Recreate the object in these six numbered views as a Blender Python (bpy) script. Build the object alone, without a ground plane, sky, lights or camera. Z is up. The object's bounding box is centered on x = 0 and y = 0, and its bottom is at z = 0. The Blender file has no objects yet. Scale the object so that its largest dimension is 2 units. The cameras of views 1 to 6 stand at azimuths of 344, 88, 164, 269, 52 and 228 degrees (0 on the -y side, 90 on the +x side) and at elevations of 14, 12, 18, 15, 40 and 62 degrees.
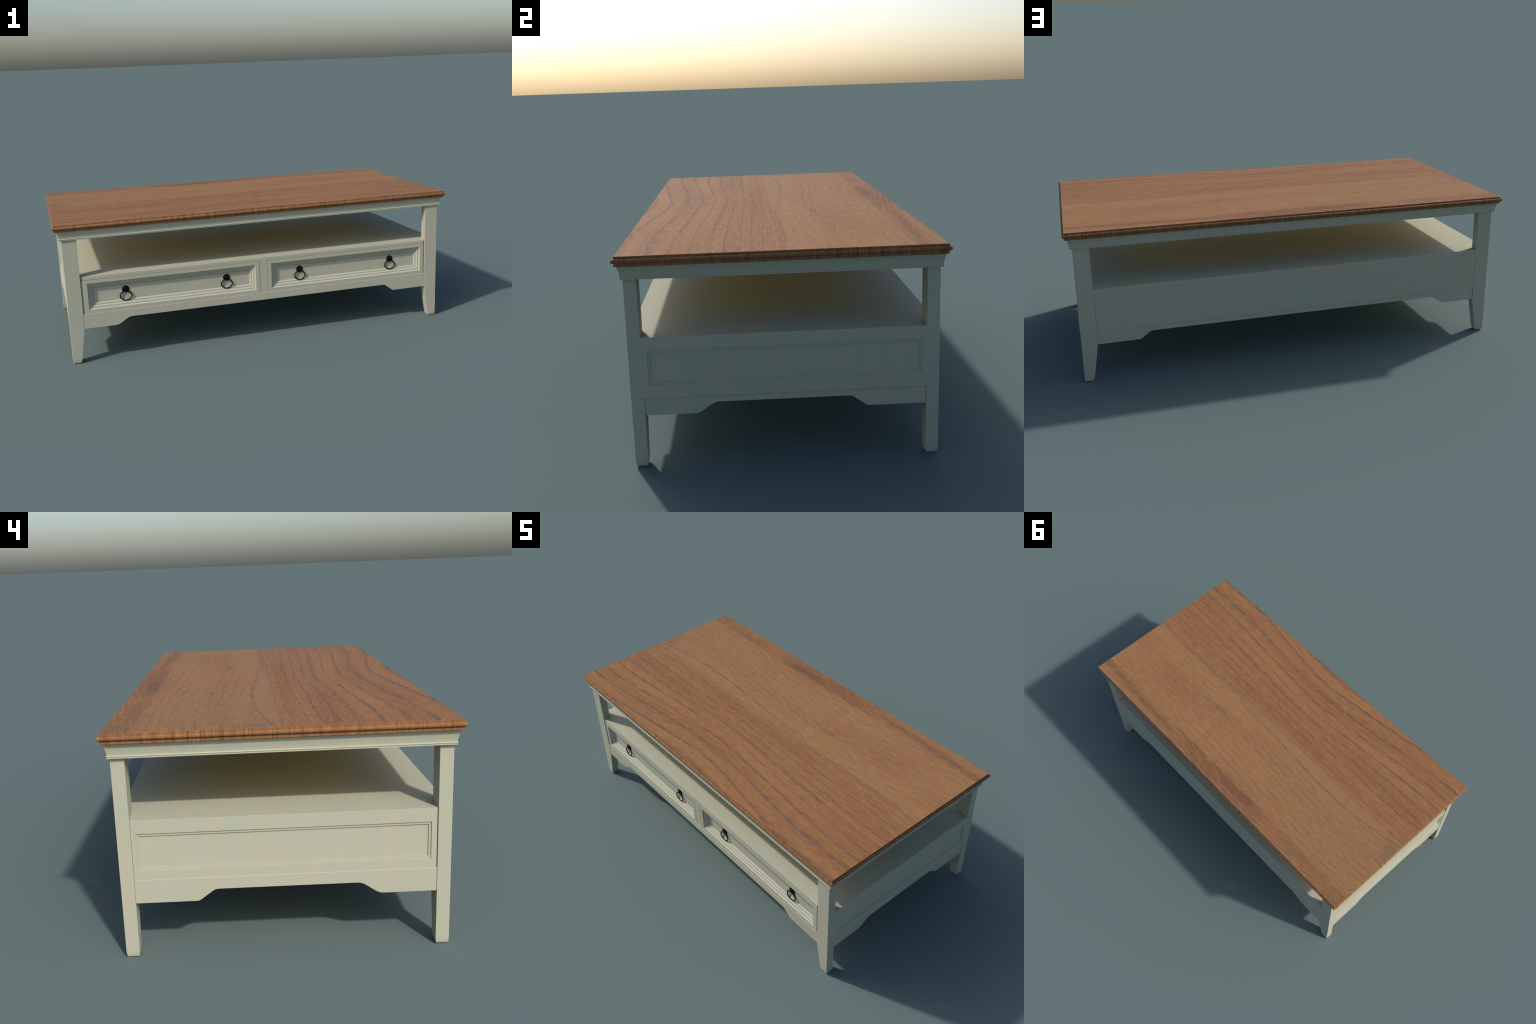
import bpy, math
from mathutils import Vector

# ------------------------------------------------------------------ helpers
def new_mesh(name, verts, faces, mat, parent=None, smooth=None, bevel=0.0):
    me = bpy.data.meshes.new(name)
    me.from_pydata([tuple(v) for v in verts], [], faces)
    me.validate()
    me.update()
    if smooth is not None:
        for p in me.polygons:
            p.use_smooth = True
        me.set_sharp_from_angle(angle=math.radians(smooth))
    me.materials.append(mat)
    ob = bpy.data.objects.new(name, me)
    bpy.context.scene.collection.objects.link(ob)
    if parent is not None:
        ob.parent = parent
    if bevel > 0:
        m = ob.modifiers.new("edge_round", 'BEVEL')
        m.width = bevel
        m.segments = 2
        m.limit_method = 'ANGLE'
        m.angle_limit = math.radians(35)
    return ob

def rect(hx, hy, z, cx=0.0, cy=0.0):
    return [(cx - hx, cy - hy, z), (cx + hx, cy - hy, z), (cx + hx, cy + hy, z), (cx - hx, cy + hy, z)]

def loft(rings, cap_a=True, cap_b=True, closed=False):
    """stitch equal-length rings together, optionally capped or closed into a tube"""
    n = len(rings[0])
    verts = [v for r in rings for v in r]
    faces = []
    m = len(rings)
    for i in range(m if closed else m - 1):
        a, b = i * n, ((i + 1) % m) * n
        for k in range(n):
            j = (k + 1) % n
            faces.append((a + k, a + j, b + j, b + k))
    if not closed:
        if cap_a:
            faces.append(tuple(range(n))[::-1])
        if cap_b:
            faces.append(tuple(range((m - 1) * n, m * n)))
    return verts, faces

def fix_normals(ob):
    import bmesh
    bm = bmesh.new()
    bm.from_mesh(ob.data)
    bmesh.ops.recalc_face_normals(bm, faces=bm.faces)
    bm.to_mesh(ob.data)
    bm.free()

def box(name, x0, x1, y0, y1, z0, z1, mat, parent, bevel=0.0):
    r0 = [(x0, y0, z0), (x1, y0, z0), (x1, y1, z0), (x0, y1, z0)]
    r1 = [(x, y, z1) for x, y, _ in r0]
    v, f = loft([r0, r1])
    ob = new_mesh(name, v, f, mat, parent, bevel=bevel)
    fix_normals(ob)
    return ob

# --------------------------------------------------- node expression builder
class X:
    """a float socket that understands arithmetic"""
    def __init__(self, nt, sock):
        self.nt, self.s = nt, sock
    def _m(self, op, *others, clamp=False):
        n = self.nt.nodes.new('ShaderNodeMath')
        n.operation = op
        n.use_clamp = clamp
        for i, o in enumerate((self,) + others):
            if isinstance(o, X):
                self.nt.links.new(o.s, n.inputs[i])
            else:
                n.inputs[i].default_value = o
        return X(self.nt, n.outputs[0])
    def _c(self, v):
        n = self.nt.nodes.new('ShaderNodeValue')
        n.outputs[0].default_value = v
        return X(self.nt, n.outputs[0])
    def __add__(self, o): return self._m('ADD', o)
    __radd__ = __add__
    def __mul__(self, o): return self._m('MULTIPLY', o)
    __rmul__ = __mul__
    def __sub__(self, o): return self._m('SUBTRACT', o)
    def __rsub__(self, o): return self._c(o)._m('SUBTRACT', self)
    def __truediv__(self, o): return self._m('DIVIDE', o)
    def __neg__(self): return self * -1.0
    def pw(self, e): return self._m('POWER', e)
    def abs(self): return self._m('ABSOLUTE')
    def exp(self): return self._m('EXPONENT')
    def ln(self): return self._c(math.e) if False else self._m('LOGARITHM', math.e)
    def sin(self): return self._m('SINE')
    def fract(self): return self._m('FRACT')
    def gt(self, v): return self._m('GREATER_THAN', v)
    def mx(self, v): return self._m('MAXIMUM', v)
    def mn(self, v): return self._m('MINIMUM', v)
    def sq(self): return self._m('MULTIPLY', self)
    def ss(self, a, b, lo=0.0, hi=1.0):
        n = self.nt.nodes.new('ShaderNodeMapRange')
        n.interpolation_type = 'SMOOTHSTEP'
        self.nt.links.new(self.s, n.inputs[0])
        for i, v in zip((1, 2, 3, 4), (a, b, lo, hi)):
            n.inputs[i].default_value = v
        return X(self.nt, n.outputs[0])

class Graph:
    def __init__(self, name):
        self.mat = bpy.data.materials.new(name)
        self.mat.use_nodes = True
        self.nt = self.mat.node_tree
        self.bsdf = self.nt.nodes["Principled BSDF"]
        tc = self.nt.nodes.new('ShaderNodeTexCoord')
        self.co = tc.outputs['Object']
        sp = self.nt.nodes.new('ShaderNodeSeparateXYZ')
        self.nt.links.new(self.co, sp.inputs[0])
        self.x, self.y, self.z = (X(self.nt, o) for o in sp.outputs)
    def vec(self, a, b, c):
        n = self.nt.nodes.new('ShaderNodeCombineXYZ')
        for i, o in enumerate((a, b, c)):
            if isinstance(o, X):
                self.nt.links.new(o.s, n.inputs[i])
            else:
                n.inputs[i].default_value = o
        return n.outputs[0]
    def noise(self, a, b, c, scale=1.0, detail=2.0, rough=0.5):
        n = self.nt.nodes.new('ShaderNodeTexNoise')
        n.inputs['Scale'].default_value = scale
        n.inputs['Detail'].default_value = detail
        n.inputs['Roughness'].default_value = rough
        self.nt.links.new(self.vec(a, b, c), n.inputs['Vector'])
        return X(self.nt, n.outputs['Fac'])
    def ramp(self, f, stops):
        n = self.nt.nodes.new('ShaderNodeValToRGB')
        e = n.color_ramp.elements
        while len(e) < len(stops):
            e.new(0.5)
        for el, (p, c) in zip(e, stops):
            el.position = p
            el.color = (*c, 1.0) if len(c) == 3 else c
        self.nt.links.new(f.s, n.inputs[0])
        return n.outputs[0]
    def mix(self, fac, a, b, mode='MIX'):
        n = self.nt.nodes.new('ShaderNodeMix')
        n.data_type = 'RGBA'
        n.blend_type = mode
        n.clamp_factor = True
        if isinstance(fac, X):
            self.nt.links.new(fac.s, n.inputs[0])
        else:
            n.inputs[0].default_value = fac
        for i, o in ((6, a), (7, b)):
            if isinstance(o, tuple):
                n.inputs[i].default_value = (*o, 1.0)
            else:
                self.nt.links.new(o, n.inputs[i])
        return n.outputs[2]
    def curve(self, f, pts):
        """piecewise smooth function of f through hand-placed points (inputs 0..1)"""
        n = self.nt.nodes.new('ShaderNodeFloatCurve')
        c = n.mapping.curves[0]
        while len(c.points) < len(pts):
            c.points.new(0.5, 0.5)
        for p, (a, b) in zip(c.points, pts):
            p.location = (a, b)
        n.mapping.update()
        self.nt.links.new(f.s, n.inputs['Value'])
        return X(self.nt, n.outputs[0])
    def bump(self, h, strength, dist):
        n = self.nt.nodes.new('ShaderNodeBump')
        n.inputs['Strength'].default_value = strength
        n.inputs['Distance'].default_value = dist
        self.nt.links.new(h.s, n.inputs['Height'])
        self.nt.links.new(n.outputs[0], self.bsdf.inputs['Normal'])

# ---------------------------------------------------------------- materials
def paint_material():
    g = Graph("cream_paint")
    # brushed blotches: tall on upright faces, long on the shelf
    tint = g.noise(g.x * 22, g.y * 22, g.z * 5.0, 1.0, 3.0, 0.6)
    tint2 = g.noise(g.x * 4 + 7.3, g.y * 14 - 2.0, g.z * 9 + 1.0, 1.0, 2.0, 0.5)
    patch = g.noise(g.x * 5, g.y * 5 + 4.0, g.z * 5, 1.0, 1.0, 0.5)
    fine = g.noise(g.x * 60, g.y * 60, g.z * 14, 1.0, 2.0, 0.6)
    col = g.ramp(tint, [(0.30, (0.375, 0.372, 0.312)), (0.45, (0.373, 0.383, 0.292)),  # base colour warmed, a compromise between sunlit faces and the warm-grey shaded ones
                        (0.55, (0.393, 0.383, 0.295)), (0.70, (0.411, 0.379, 0.289))])
    col2 = g.ramp(tint2, [(0.32, (0.355, 0.390, 0.302)), (0.5, (0.393, 0.383, 0.292)), (0.68, (0.413, 0.376, 0.299))])
    col = g.mix(0.40, col, col2)
    col = g.mix(patch.ss(0.40, 0.70, 0.0, 0.22), col, (0.370, 0.392, 0.326))
    col = g.mix(fine.ss(0.35, 0.75, 0.0, 0.10), col, (0.330, 0.316, 0.249))
    # warm olive shade under the tabletop, tinted into the paint by position
    shade_tint = (1.0 - g.x.abs().ss(0.45, 0.93)) * (1.0 - g.y.abs().ss(0.12, 0.44)) * g.z.gt(0.30)
    col = g.mix(shade_tint * 0.8, col, (0.540, 0.435, 0.190))
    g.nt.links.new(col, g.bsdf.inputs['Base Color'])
    g.bsdf.inputs['Roughness'].default_value = 0.75
    g.bsdf.inputs['Specular IOR Level'].default_value = 0.08
    return g.mat

def gap_brown_material():
    g = Graph("brown_drawer_gap")
    n = g.noise(g.x * 6, g.y * 40, g.z * 60, 1.0, 3.0, 0.6)
    col = g.ramp(n, [(0.3, (0.36, 0.22, 0.10)), (0.7, (0.46, 0.30, 0.15))])
    g.nt.links.new(col, g.bsdf.inputs['Base Color'])
    g.bsdf.inputs['Roughness'].default_value = 0.7
    return g.mat

def warm_bounce_material():
    g = Graph("warm_bounce_board")
    n = g.noise(g.x * 3, g.y * 40, g.z * 40, 1.0, 3.0, 0.6)
    col = g.ramp(n, [(0.3, (0.76, 0.56, 0.27)), (0.7, (0.86, 0.66, 0.35))])  # hidden boards coloured bright and warm to throw yellow light on the shelf
    g.nt.links.new(col, g.bsdf.inputs['Base Color'])
    g.bsdf.inputs['Roughness'].default_value = 0.75
    return g.mat

def iron_material():
    g = Graph("black_iron")
    n = g.noise(g.x, g.y, g.z, 220.0, 2.0, 0.5)
    col = g.ramp(n, [(0.3, (0.001, 0.001, 0.001)), (0.7, (0.003, 0.003, 0.003))])
    g.nt.links.new(col, g.bsdf.inputs['Base Color'])
    g.bsdf.inputs['Metallic'].default_value = 0.0
    g.bsdf.inputs['Roughness'].default_value = 0.42
    g.bsdf.inputs['Specular IOR Level'].default_value = 0.15
    return g.mat

TOP_Z = 0.680
def table_wood_material():
    g = Graph("walnut_top")
    x, y, z = g.x, g.y, g.z
    # ---- slow warps shared by the boards
    w1 = g.noise(x * 1.6, y * 5.0, 0.3, 1.0, 2.0, 0.5) - 0.5
    w2 = g.noise(x * 9.0, y * 45.0, 4.7, 1.0, 2.0, 0.5) - 0.5
    # ---- fibre: short streaks along the board
    yw = y + w1 * 0.03
    fib = g.noise(x * 17, yw * 310, 1.0, 1.0, 4.0, 0.68)
    fib2 = g.noise(x * 14, yw * 185, 8.0, 1.0, 4.0, 0.66)
    mott = g.noise(x * 17, yw * 60, 3.0, 1.0, 3.0, 0.62)
    mott2 = g.noise(x * 15 + 3.0, yw * 75, 13.0, 1.0, 3.0, 0.62)
    pore = g.noise(x * 24, yw * 360, 12.0, 1.0, 1.0, 0.5).ss(0.64, 0.74)
    fleck = fib.ss(0.42, 0.62)

    # ================= front board: one half of a cathedral figure
    hump = (-((x - 0.02) / 0.43).sq()).exp() * 0.165
    left = (-x).ss(0.45, 1.05, 0.0, 0.07)
    v = y / (1.0 - hump + left) + w1 * 0.05 + w2 * 0.007
    av = v.abs()
    p = (1.0 + av / 0.24).ln() / 0.118 + 0.5
    ph = p.fract()
    # dark late-wood line, sharp towards the seam and fading to the edge
    late = ph.ss(0.50, 0.97) * (1.0 - ph.ss(0.965, 1.0))
    line_f = late.pw(1.5) * (0.62 + fleck * 0.75) * av.ss(0.0, 0.16, 0.45, 1.0) * av.ss(0.30, 0.42, 1.0, 1.35) * g.noise(x * 2.2, p * 0.8, 21.0, 1.0, 2.0).ss(0.30, 0.64, 0.60, 1.45)
    ph2 = (p * 2.6 + w2 * 0.7).fract()
    line_f2 = ph2.ss(0.35, 0.95) * (0.55 + fleck * 0.8) * (1.0 - ph2.ss(0.94, 1.0)) * (1.0 - av.ss(0.10, 0.34, 0.0, 0.6)) * 0.62
    tone_f = g.noise(x * 1.2, v * 9.0, 31.0, 1.0, 3.0, 0.55)
    front = g.ramp(tone_f, [(0.28, (0.211, 0.088, 0.038)), (0.48, (0.257, 0.118, 0.051)), (0.70, (0.292, 0.142, 0.059))])
    front = g.mix((line_f * 0.70).mn(0.85), front, (0.116, 0.070, 0.055))
    front = g.mix(line_f2 * 0.75, front, (0.129, 0.066, 0.036))

    # ================= middle board: straight, paler figure
    knot = (-(((x - 0.287) / 0.10).sq() + ((y - 0.157) / 0.035).sq())).exp()
    vm = y + 0.018 * (x * 3.4 + 0.6).sin() + w1 * 0.03 + w2 * 0.010 + knot * 0.02
    pm = vm * 30.0
    phm = pm.fract()
    line_m = phm.ss(0.45, 0.96) * (0.60 + fleck * 0.8) * (1.0 - phm.ss(0.95, 1.0)) * g.noise(x * 1.7, y * 10, 44.0, 1.0, 2.0).ss(0.35, 0.62, 0.15, 1.0)
    tone_m = g.noise(x * 1.1, vm * 8.0, 51.0, 1.0, 3.0, 0.55)
    left_pale = (-x).ss(0.0, 0.8)
    mid = g.ramp(tone_m, [(0.28, (0.238, 0.113, 0.050)), (0.5, (0.273, 0.138, 0.062)), (0.72, (0.300, 0.160, 0.072))])
    mid = g.mix(left_pale * 0.5 * (1.0 - y.ss(0.2, 0.4, 0.0, 0.4)), mid, (0.234, 0.128, 0.059))
    mid = g.mix(line_m * 0.36, mid, (0.129, 0.069, 0.040))
    mid = g.mix(knot.pw(6.0) * 0.6, mid, (0.125, 0.060, 0.030))
    # sapwood tongue along the seam
    xs = (x + 1.0) * 0.5
    edge = g.curve(xs, [(0.0, 0.14), (0.10, 0.52), (0.22, 0.70), (0.37, 0.62), (0.50, 0.42),
                        (0.60, 0.40), (0.64, 0.14), (0.78, 0.18), (0.90, 0.16), (1.0, 0.05)]) * 0.1
    d = y - edge - w2 * 0.004
    inside = 1.0 - d.ss(-0.010, 0.003)
    sap = g.mix(x.ss(-0.2, 0.5), (0.265, 0.145, 0.077), (0.187, 0.104, 0.067))
    mid = g.mix(inside * 0.62, mid, sap)
    rim = (-((d - 0.001) / 0.0045).sq()).exp()
    mid = g.mix(rim * 0.62, mid, (0.144, 0.073, 0.046))
    # grey end stain
    stain = (-(((x + 0.97) / 0.06).sq() + ((y - 0.075) / 0.055).sq())).exp()
    mid = g.mix(stain * 0.7, mid, (0.164, 0.104, 0.070))

    # ================= back strip: knotty figure crossing the board
    ang = y * 2.6 + (x + 0.16).abs() * 0.42 + w1 * 0.18 + w2 * 0.02
    phk = (ang * 15.0).fract()
    line_b = phk.ss(0.3, 0.95) * (1.0 - phk.ss(0.92, 1.0))
    tone_b = g.noise(x * 3.2, y * 9 + x * 3.0, 61.0, 1.0, 3.0, 0.6)
    back = g.ramp(tone_b, [(0.30, (0.168, 0.080, 0.042)), (0.5, (0.234, 0.106, 0.047)), (0.68, (0.285, 0.133, 0.056))])
    core = (-(((x + 0.17) / 0.20).sq() + ((y - 0.425) / 0.055).sq())).exp()
    core2 = (-(((x + 0.62) / 0.09).sq() + ((y - 0.44) / 0.04).sq())).exp()
    core3 = (-(((x + 0.95) / 0.07).sq() + ((y - 0.46) / 0.05).sq())).exp()
    core4 = (-(((x - 0.27) / 0.12).sq() + ((y - 0.42) / 0.025).sq())).exp()
    red = (-(((x + 0.42) / 0.07).sq() + ((y - 0.45) / 0.05).sq())).exp()
    back = g.mix(line_b * 0.60, back, (0.105, 0.056, 0.035))
    back = g.mix(red * 0.5, back, (0.304, 0.127, 0.057))
    back = g.mix((core * 1.0).mn(0.92), back, (0.105, 0.054, 0.034))
    back = g.mix((core2 + core3) * 0.72, back, (0.144, 0.080, 0.050))
    back = g.mix(core4 * 0.45, back, (0.136, 0.063, 0.034))
    # right of the knot the strip fades into streaky heartwood
    streak = (-((y - 0.438 - 0.012 * (x * 5.0).sin() - w1 * 0.03) / 0.022).sq()).exp()
    mid_b = g.mix(streak * x.ss(0.25, 0.45) * 0.75, mid, (0.144, 0.074, 0.044))

    s2 = 0.404 + 0.010 * (-x).ss(-0.2, 1.0)
    in_back = (y - s2).ss(-0.0015, 0.0015) * (1.0 - x.ss(0.24, 0.42)) if False else None
    sb = g.nt.nodes.new('ShaderNodeMath'); sb.operation = 'SUBTRACT'
    g.nt.links.new(y.s, sb.inputs[0]); g.nt.links.new(s2.s, sb.inputs[1])
    in_back = X(g.nt, sb.outputs[0]).ss(-0.003, 0.003) * (1.0 - x.ss(0.24, 0.44)) * (-x).ss(-1.0, 0.95, 1.0, 0.75)
    boards = g.mix(in_back, mid_b, back)
    seam = y.ss(-0.0015, 0.0015)
    # ember-coloured sliver on the front board along the seam
    front = g.mix((-((y + 0.012) / 0.009).sq()).exp() * 0.45, front, (0.312, 0.142, 0.057))
    top = g.mix(seam, front, boards)
    top = g.mix((-(y / 0.0022).sq()).exp() * 0.35, top, (0.125, 0.063, 0.034))

    # ---- fine grain over everything
    top = g.mix(mott.ss(0.48, 0.72, 0.0, 0.45), top, (0.330, 0.185, 0.062))
    top = g.mix(mott2.ss(0.50, 0.74, 0.0, 0.45), top, (0.280, 0.100, 0.044))
    top = g.mix(mott.ss(0.25, 0.45, 0.35, 0.0), top, (0.160, 0.078, 0.044))
    top = g.mix(fib.ss(0.48, 0.72, 0.0, 0.48), top, (0.115, 0.068, 0.046))
    top = g.mix(fib2.ss(0.50, 0.74, 0.0, 0.42), top, (0.360, 0.200, 0.100))
    top = g.mix(fib2.ss(0.28, 0.46, 0.30, 0.0), top, (0.150, 0.080, 0.048))
    top = g.mix(pore * (0.28 + line_f * 0.5).mn(0.7), top, (0.400, 0.300, 0.225))

    top = g.mix(0.10, top, (0.130, 0.078, 0.048))

    # ================= moulded rim: short bands across the edge
    nrm = g.nt.nodes.new('ShaderNodeNewGeometry')
    sn = g.nt.nodes.new('ShaderNodeSeparateXYZ')
    g.nt.links.new(nrm.outputs['True Normal'], sn.inputs[0])
    along = g.nt.nodes.new('ShaderNodeMix')
    along.data_type = 'FLOAT'
    # which face am I on: ends of the slab run along y, the long sides along x
    endmask = (x.abs() - 0.992) - (y.abs() - 0.4943)
    em = endmask.gt(0.0)
    g.nt.links.new(em.s, along.inputs[0])
    g.nt.links.new(x.s, along.inputs[2])
    g.nt.links.new((y + 5.0).s, along.inputs[3])
    t = X(g.nt, along.outputs[0])
    e1 = g.noise(t * 45, z * 3, 2.0, 1.0, 3.0, 0.6)
    e2 = g.noise(t * 170, z * 12, 5.0, 1.0, 2.0, 0.6)
    e3 = g.noise(t * 5, 0.0, 9.0, 1.0, 1.0, 0.5)
    rim_c = g.ramp(e1 * 0.45 + e2 * 0.45 + e3 * 0.1, [(0.30, (0.080, 0.042, 0.026)), (0.43, (0.180, 0.082, 0.037)),
                                                  (0.55, (0.262, 0.126, 0.054)), (0.66, (0.320, 0.172, 0.080))])
    dk = g.noise(t * 70, 0.0, 15.0, 1.0, 1.0, 0.5).ss(0.57, 0.70)
    rim_c = g.mix(dk * 0.42, rim_c, (0.055, 0.038, 0.030))
    col = g.mix(z.ss(TOP_Z - 0.0012, TOP_Z - 0.0004), rim_c, top)
    g.nt.links.new(col, g.bsdf.inputs['Base Color'])
    rough = fib.ss(0.3, 0.7, 0.55, 0.65)
    g.nt.links.new(rough.s, g.bsdf.inputs['Roughness'])
    g.bsdf.inputs['Specular IOR Level'].default_value = 0.05
    g.bump(fib * 0.6 + fib2 * 0.4, 0.12, 0.001)
    return g.mat

PAINT = paint_material()
WOOD = table_wood_material()
IRON = iron_material()
GAP_BROWN = gap_brown_material()
WARM_BOUNCE = warm_bounce_material()

# -------------------------------------------------------------------- table
table = bpy.data.objects.new("coffee_table", None)
bpy.context.scene.collection.objects.link(table)
table["label"] = "long cream painted coffee table with walnut top and two drawers"
table["category"] = "coffee table"

# ---- wooden slab with a half-round bead
SX, SY = 0.9925, 0.4945          # slab half sizes
BOT_Z, BEAD_Z, BEAD_R = 0.6490, 0.6660, 0.0072
prof = [(0.0, BOT_Z + 0.0008), (0.0, BEAD_Z - BEAD_R)]
prof.insert(0, (-0.0008, BOT_Z))
for k in range(1, 10):
    a = -math.pi / 2 + math.pi * k / 10
    prof.append((BEAD_R * 1.04 * math.cos(a), BEAD_Z + BEAD_R * math.sin(a)))
prof += [(0.0, BEAD_Z + BEAD_R), (0.0, TOP_Z - 0.0006), (-0.0006, TOP_Z)]
rings = [rect(SX + d, SY + d, z) for d, z in prof]
v, f = loft(rings)
slab = new_mesh("tabletop", v, f, WOOD, table, smooth=40)
fix_normals(slab)
box("underside_board", -0.9000, 0.9000, -0.4380, 0.4380, 0.6380, 0.6488, WARM_BOUNCE, table)

# ---- cove crown moulding under the slab (a hollow frame)
CX, CY = 0.9755, 0.4830           # lower lip half sizes
crown_prof = [(0.0085, 0.00680, 0.6490)]
for k in range(0, 9):
    t = k / 8
    # concave cove, running steep at the foot
    d = 0.0072 * (1 - t) ** 1.35 - 0.0012
    crown_prof.append((d * 1.18, d, 0.6485 - 0.0345 * t))
crown_prof += [(0.0000, 0.0000, 0.6132), (0.0008, 0.0008, 0.6120), (0.0008, 0.0008, 0.6106), (-0.0002, -0.0002, 0.6094),
               (-0.0010, -0.0010, 0.6084), (-0.0004, -0.0004, 0.6074), (-0.0006, -0.0006, 0.6052),
               (-0.0700, -0.0400, 0.6052), (-0.0700, -0.0400, 0.6490)]
rings = [rect(CX + dx, CY + dy, z) for dx, dy, z in crown_prof[1:]]
v, f = loft(rings, closed=True)
crown = new_mesh("crown_moulding", v, f, PAINT, table, smooth=35)
fix_normals(crown)

# ---- legs: square above, tapering on the inner side below the aprons
LXO, LXI, LYO, LYI = 0.9635, 0.8955, 0.4765, 0.4370
FOOT = 0.168
sections = [  # z, outer x, inner x, outer y, inner y
    (0.0000, 0.9607, 0.9255, 0.4738, 0.4398),
    (0.0050, 0.9622, 0.9232, 0.4752, 0.4383),
    (0.0130, 0.9632, 0.9212, 0.4762, 0.4373),
    (0.0200, 0.9635, 0.9198, 0.4765, 0.4370),
    (FOOT, LXO, LXI, LYO, LYI),
    (0.6370, LXO, LXI, LYO, LYI)]
for sx in (-1, 1):
    for sy in (-1, 1):
        rs = []
        for z, xo, xi, yo, yi in sections:
            rs.append([(sx * xo, sy * yo, z), (sx * xi, sy * yo, z), (sx * xi, sy * yi, z), (sx * xo, sy * yi, z)])
        v, f = loft(rs)
        leg = new_mesh("leg", v, f, PAINT, table, bevel=0.0008)
        fix_normals(leg)

# ---- aprons with an S-curved cut-out, one shoulder soft and one crisp
A_LOW, A_HIGH, A_TOP = 0.1680, 0.2030, 0.2400
CRISP = [(0.0, 0.0), (0.07, 0.02), (0.16, 0.12), (0.30, 0.305), (0.50, 0.57), (0.70, 0.83), (0.80, 0.935), (0.90, 0.985), (1.0, 1.0)]
def apron_line(s_end, a0, a1, b0, b1, soft_first):
    """lower edge from -s_end to +s_end: flat, rise a0->a1, flat, fall b0->b1, flat"""
    soft = [(k / 10, (k / 10) ** 2 * (3 - 2 * k / 10)) for k in range(11)]
    up = soft if soft_first else CRISP
    down = CRISP if soft_first else soft
    pts = [(-s_end, A_LOW)]
    pts += [(a0 + (a1 - a0) * t, A_LOW + (A_HIGH - A_LOW) * h) for t, h in up]
    pts += [(b1 + (b0 - b1) * t, A_LOW + (A_HIGH - A_LOW) * h) for t, h in reversed(down)]
    pts += [(s_end, A_LOW)]
    return pts
def apron(pts, place, face, inner):
    n = len(pts)
    verts = []
    for depth in (face, inner):
        verts += [place(s, depth, z) for s, z in pts]
        verts += [place(s, depth, A_TOP) for s, z in pts]
    f = []
    for k in range(n - 1):
        f.append((k, k + 1, n + k + 1, n + k))
        o = 2 * n
        f.append((o + k + 1, o + k, o + n + k, o + n + k + 1))
        f.append((k + 1, k, o + k, o + k + 1))
        f.append((n + k, n + k + 1, o + n + k + 1, o + n + k))
    o = 2 * n
    f.append((0, n, o + n, o))
    f.append((n - 1, o + n - 1, o + 2 * n - 1, 2 * n - 1))
    ob = new_mesh("apron", verts, f, PAINT, table, bevel=0.0012)
    fix_normals(ob)
    return ob
long_line = apron_line(0.8953, -0.7440, -0.6680, 0.6545, 0.7160, True)
short_line = apron_line(0.4368, -0.2810, -0.2085, 0.1940, 0.2575, True)
apron(long_line, lambda s, d, z: (s, d, z), -0.4757, -0.4560)
apron(long_line, lambda s, d, z: (s, d, z), 0.4738, 0.4540)
apron(short_line, lambda s, d, z: (d, s, z), -0.9615, -0.9420)
apron(short_line, lambda s, d, z: (d, s, z), 0.9610, 0.9420)

# ---- drawer box between the legs
B0, B1 = 0.2260, 0.4215
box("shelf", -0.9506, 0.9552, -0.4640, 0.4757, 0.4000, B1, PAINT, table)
box("cabinet_floor", -0.9500, 0.9550, -0.4640, 0.4700, B0, 0.2388, WARM_BOUNCE, table)
box("back_panel", -0.8947, 0.8947, 0.4620, 0.4757, B0, 0.3995, PAINT, table)
box("inner_side", -0.9500, -0.8860, -0.4690, 0.4600, 0.2390, 0.3998, PAINT, table)
box("inner_side", 0.8878, 0.9550, -0.4690, 0.4600, 0.2390, 0.3998, PAINT, table)
FY = -0.4742
box("top_rail", -0.8870, 0.8888, FY, -0.4641, 0.4062, B1, PAINT, table)
box("drawer_divider", -0.0172, 0.0208, FY, -0.4300, 0.2394, 0.4061, PAINT, table)

def stepped_panel(name, rings, place, mat, parent, back):
    """nested rectangular rings (u0,u1,v0,v1,depth); the last one is capped, the first one runs back"""
    def r(u0, u1, v0, v1, d):
        return [place(u0, v0, d), place(u1, v0, d), place(u1, v1, d), place(u0, v1, d)]
    rr = [r(*rings[0][:4], back)] + [r(*q) for q in rings]
    v, f = loft(rr)
    ob = new_mesh(name, v, f, mat, parent)
    fix_normals(ob)
    return ob

def inset(u0, u1, v0, v1, steps):
    return [(u0 + i, u1 - i, v0 + i, v1 - i, d) for i, d in steps]

# end panels: two shallow rectangular steps
END_STEPS = [(0.0, 0.0), (0.0003, 0.0033), (0.0078, 0.0033), (0.0081, 0.0066)]
FIELD = (-0.4192, 0.4232, 0.2675, 0.3797)
def end_panel(y0, y1, face, sgn):
    rings = [(y0, y1, B0, B1, 0.0)] + inset(*FIELD, END_STEPS)
    stepped_panel("end_panel", rings, lambda u, w, d: (sgn * (face - d), u, w), PAINT, table, 0.0095)
end_panel(-0.4350, 0.4362, 0.9602, -1)
end_panel(-0.4752, 0.4758, 0.9648, 1)

# ---- drawers: triple-stepped picture-frame fronts
STEPS = [(0.0, 0.0), (0.0050, 0.0072), (0.0058, 0.0074), (0.0113, 0.0076), (0.0121, 0.0080), (0.0167, 0.0146),
         (0.0175, 0.0148), (0.0230, 0.0150), (0.0236, 0.0154), (0.0284, 0.0222)]
PANEL_Y = FY + 0.0222

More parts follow.
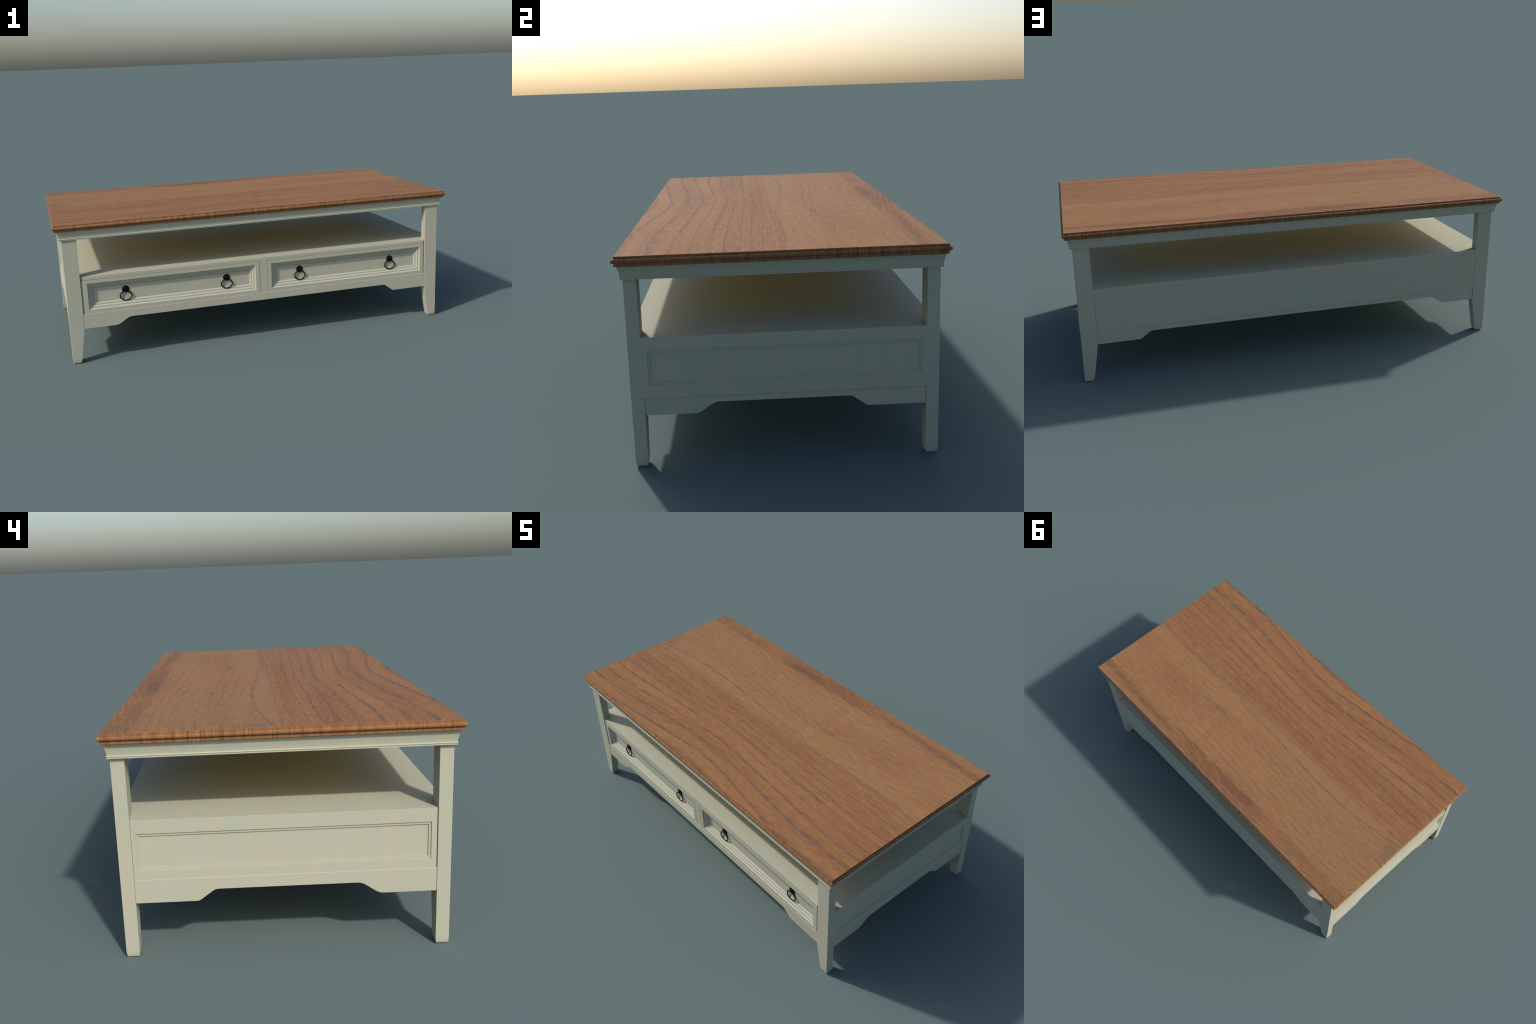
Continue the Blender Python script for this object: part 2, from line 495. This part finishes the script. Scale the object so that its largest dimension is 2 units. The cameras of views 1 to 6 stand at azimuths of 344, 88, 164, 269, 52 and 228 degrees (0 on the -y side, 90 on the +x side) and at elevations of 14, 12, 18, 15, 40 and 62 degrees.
def lathe(profile, n=40):
    """profile of (radius, y) spun round the y axis"""
    rings = [[(r * math.cos(2 * math.pi * k / n), yy, r * math.sin(2 * math.pi * k / n)) for k in range(n)] for r, yy in profile]
    return loft(rings)
knob_prof = [(0.0120, 0.0012), (0.0160, 0.0004), (0.0174, -0.0008), (0.0176, -0.0020), (0.0168, -0.0034),
             (0.0146, -0.0050), (0.0115, -0.0063), (0.0080, -0.0072), (0.0040, -0.0077), (0.0004, -0.0078)]
kv, kf = lathe(knob_prof)

RING_RX, RING_RZ, RING_T, TILT = 0.0279, 0.0221, 0.0029, math.radians(-4)   # slightly oval ring
rv, rf = [], []
NU, NV = 56, 12
for i in range(NU):
    a = 2 * math.pi * i / NU
    for j in range(NV):
        b = 2 * math.pi * j / NV
        px, pz = (RING_RX + RING_T * math.cos(b)) * math.sin(a), (RING_RZ + RING_T * math.cos(b)) * math.cos(a)
        py = RING_T * math.sin(b)
        # the hanging ring rests its foot on the moulding step
        rv.append((px, py * math.cos(TILT) - pz * math.sin(TILT), pz * math.cos(TILT) + py * math.sin(TILT)))
for i in range(NU):
    for j in range(NV):
        i2, j2 = (i + 1) % NU, (j + 1) % NV
        rf.append((i * NV + j, i * NV + j2, i2 * NV + j2, i2 * NV + j))

KNOB_Z, RING_Z = 0.3362, 0.3050
knob_mesh = ring_mesh = None
def pull(parent, px):
    global knob_mesh, ring_mesh
    for which in ("knob", "ring_handle"):
        data = knob_mesh if which == "knob" else ring_mesh
        if data is None:
            ob = new_mesh(which, kv if which == "knob" else rv, kf if which == "knob" else rf, IRON, parent, smooth=50)
            fix_normals(ob)
            if which == "knob":
                knob_mesh = ob.data
            else:
                ring_mesh = ob.data
        else:
            ob = bpy.data.objects.new(which, data)
            bpy.context.scene.collection.objects.link(ob)
            ob.parent = parent
        ob.location = (px, PANEL_Y, KNOB_Z) if which == "knob" else (px, PANEL_Y - 0.0064, RING_Z)

def drawer(x0, x1, ox0, ox1, pulls):
    z0, z1 = 0.2394, 0.4043
    e = 0.0007
    rings = [(x0, x1, z0, z1, e), (x0 + e, x1 - e, z0 + e, z1 - e, 0.0)] + inset(ox0, ox1, 0.2588, 0.3876, STEPS)
    d = stepped_panel("drawer", rings, lambda u, w, dd: (u, FY + dd, w), PAINT, table, 0.026)
    # brown seen down the hairline gaps: tray behind the front plus a lip above and beside it
    lip = 0.0026
    parts = [(x0 + 0.003, x1 - 0.003, FY + 0.0270, 0.40, z0 + 0.004, 0.3950),
             (x0 + 0.003, x1 - 0.003, FY + lip, FY + 0.0240, 0.4046, 0.4060)]
    parts.append((x1 + 0.0003, x1 + 0.0019, FY + lip, FY + 0.0240, z0, 0.4060) if x1 < 0 else
                 (x0 - 0.0017, x0 - 0.0003, FY + lip, FY + 0.0240, z0, 0.4060))
    bv, bf = [], []
    for (xa, xb, ya, yb, za, zb) in parts:
        v, f = loft([[(xa, ya, za), (xb, ya, za), (xb, yb, za), (xa, yb, za)],
                     [(xa, ya, zb), (xb, ya, zb), (xb, yb, zb), (xa, yb, zb)]])
        o = len(bv)
        bv += v
        bf += [tuple(o + i for i in q) for q in f]
    tray = new_mesh("drawer_box", bv, bf, GAP_BROWN, d)
    fix_normals(tray)
    for px in pulls:
        pull(d, px)
drawer(-0.8870, -0.0194, -0.8658, -0.0395, (-0.6865, -0.1865))
drawer(0.0228, 0.8888, 0.0424, 0.8690, (0.1985, 0.7010))
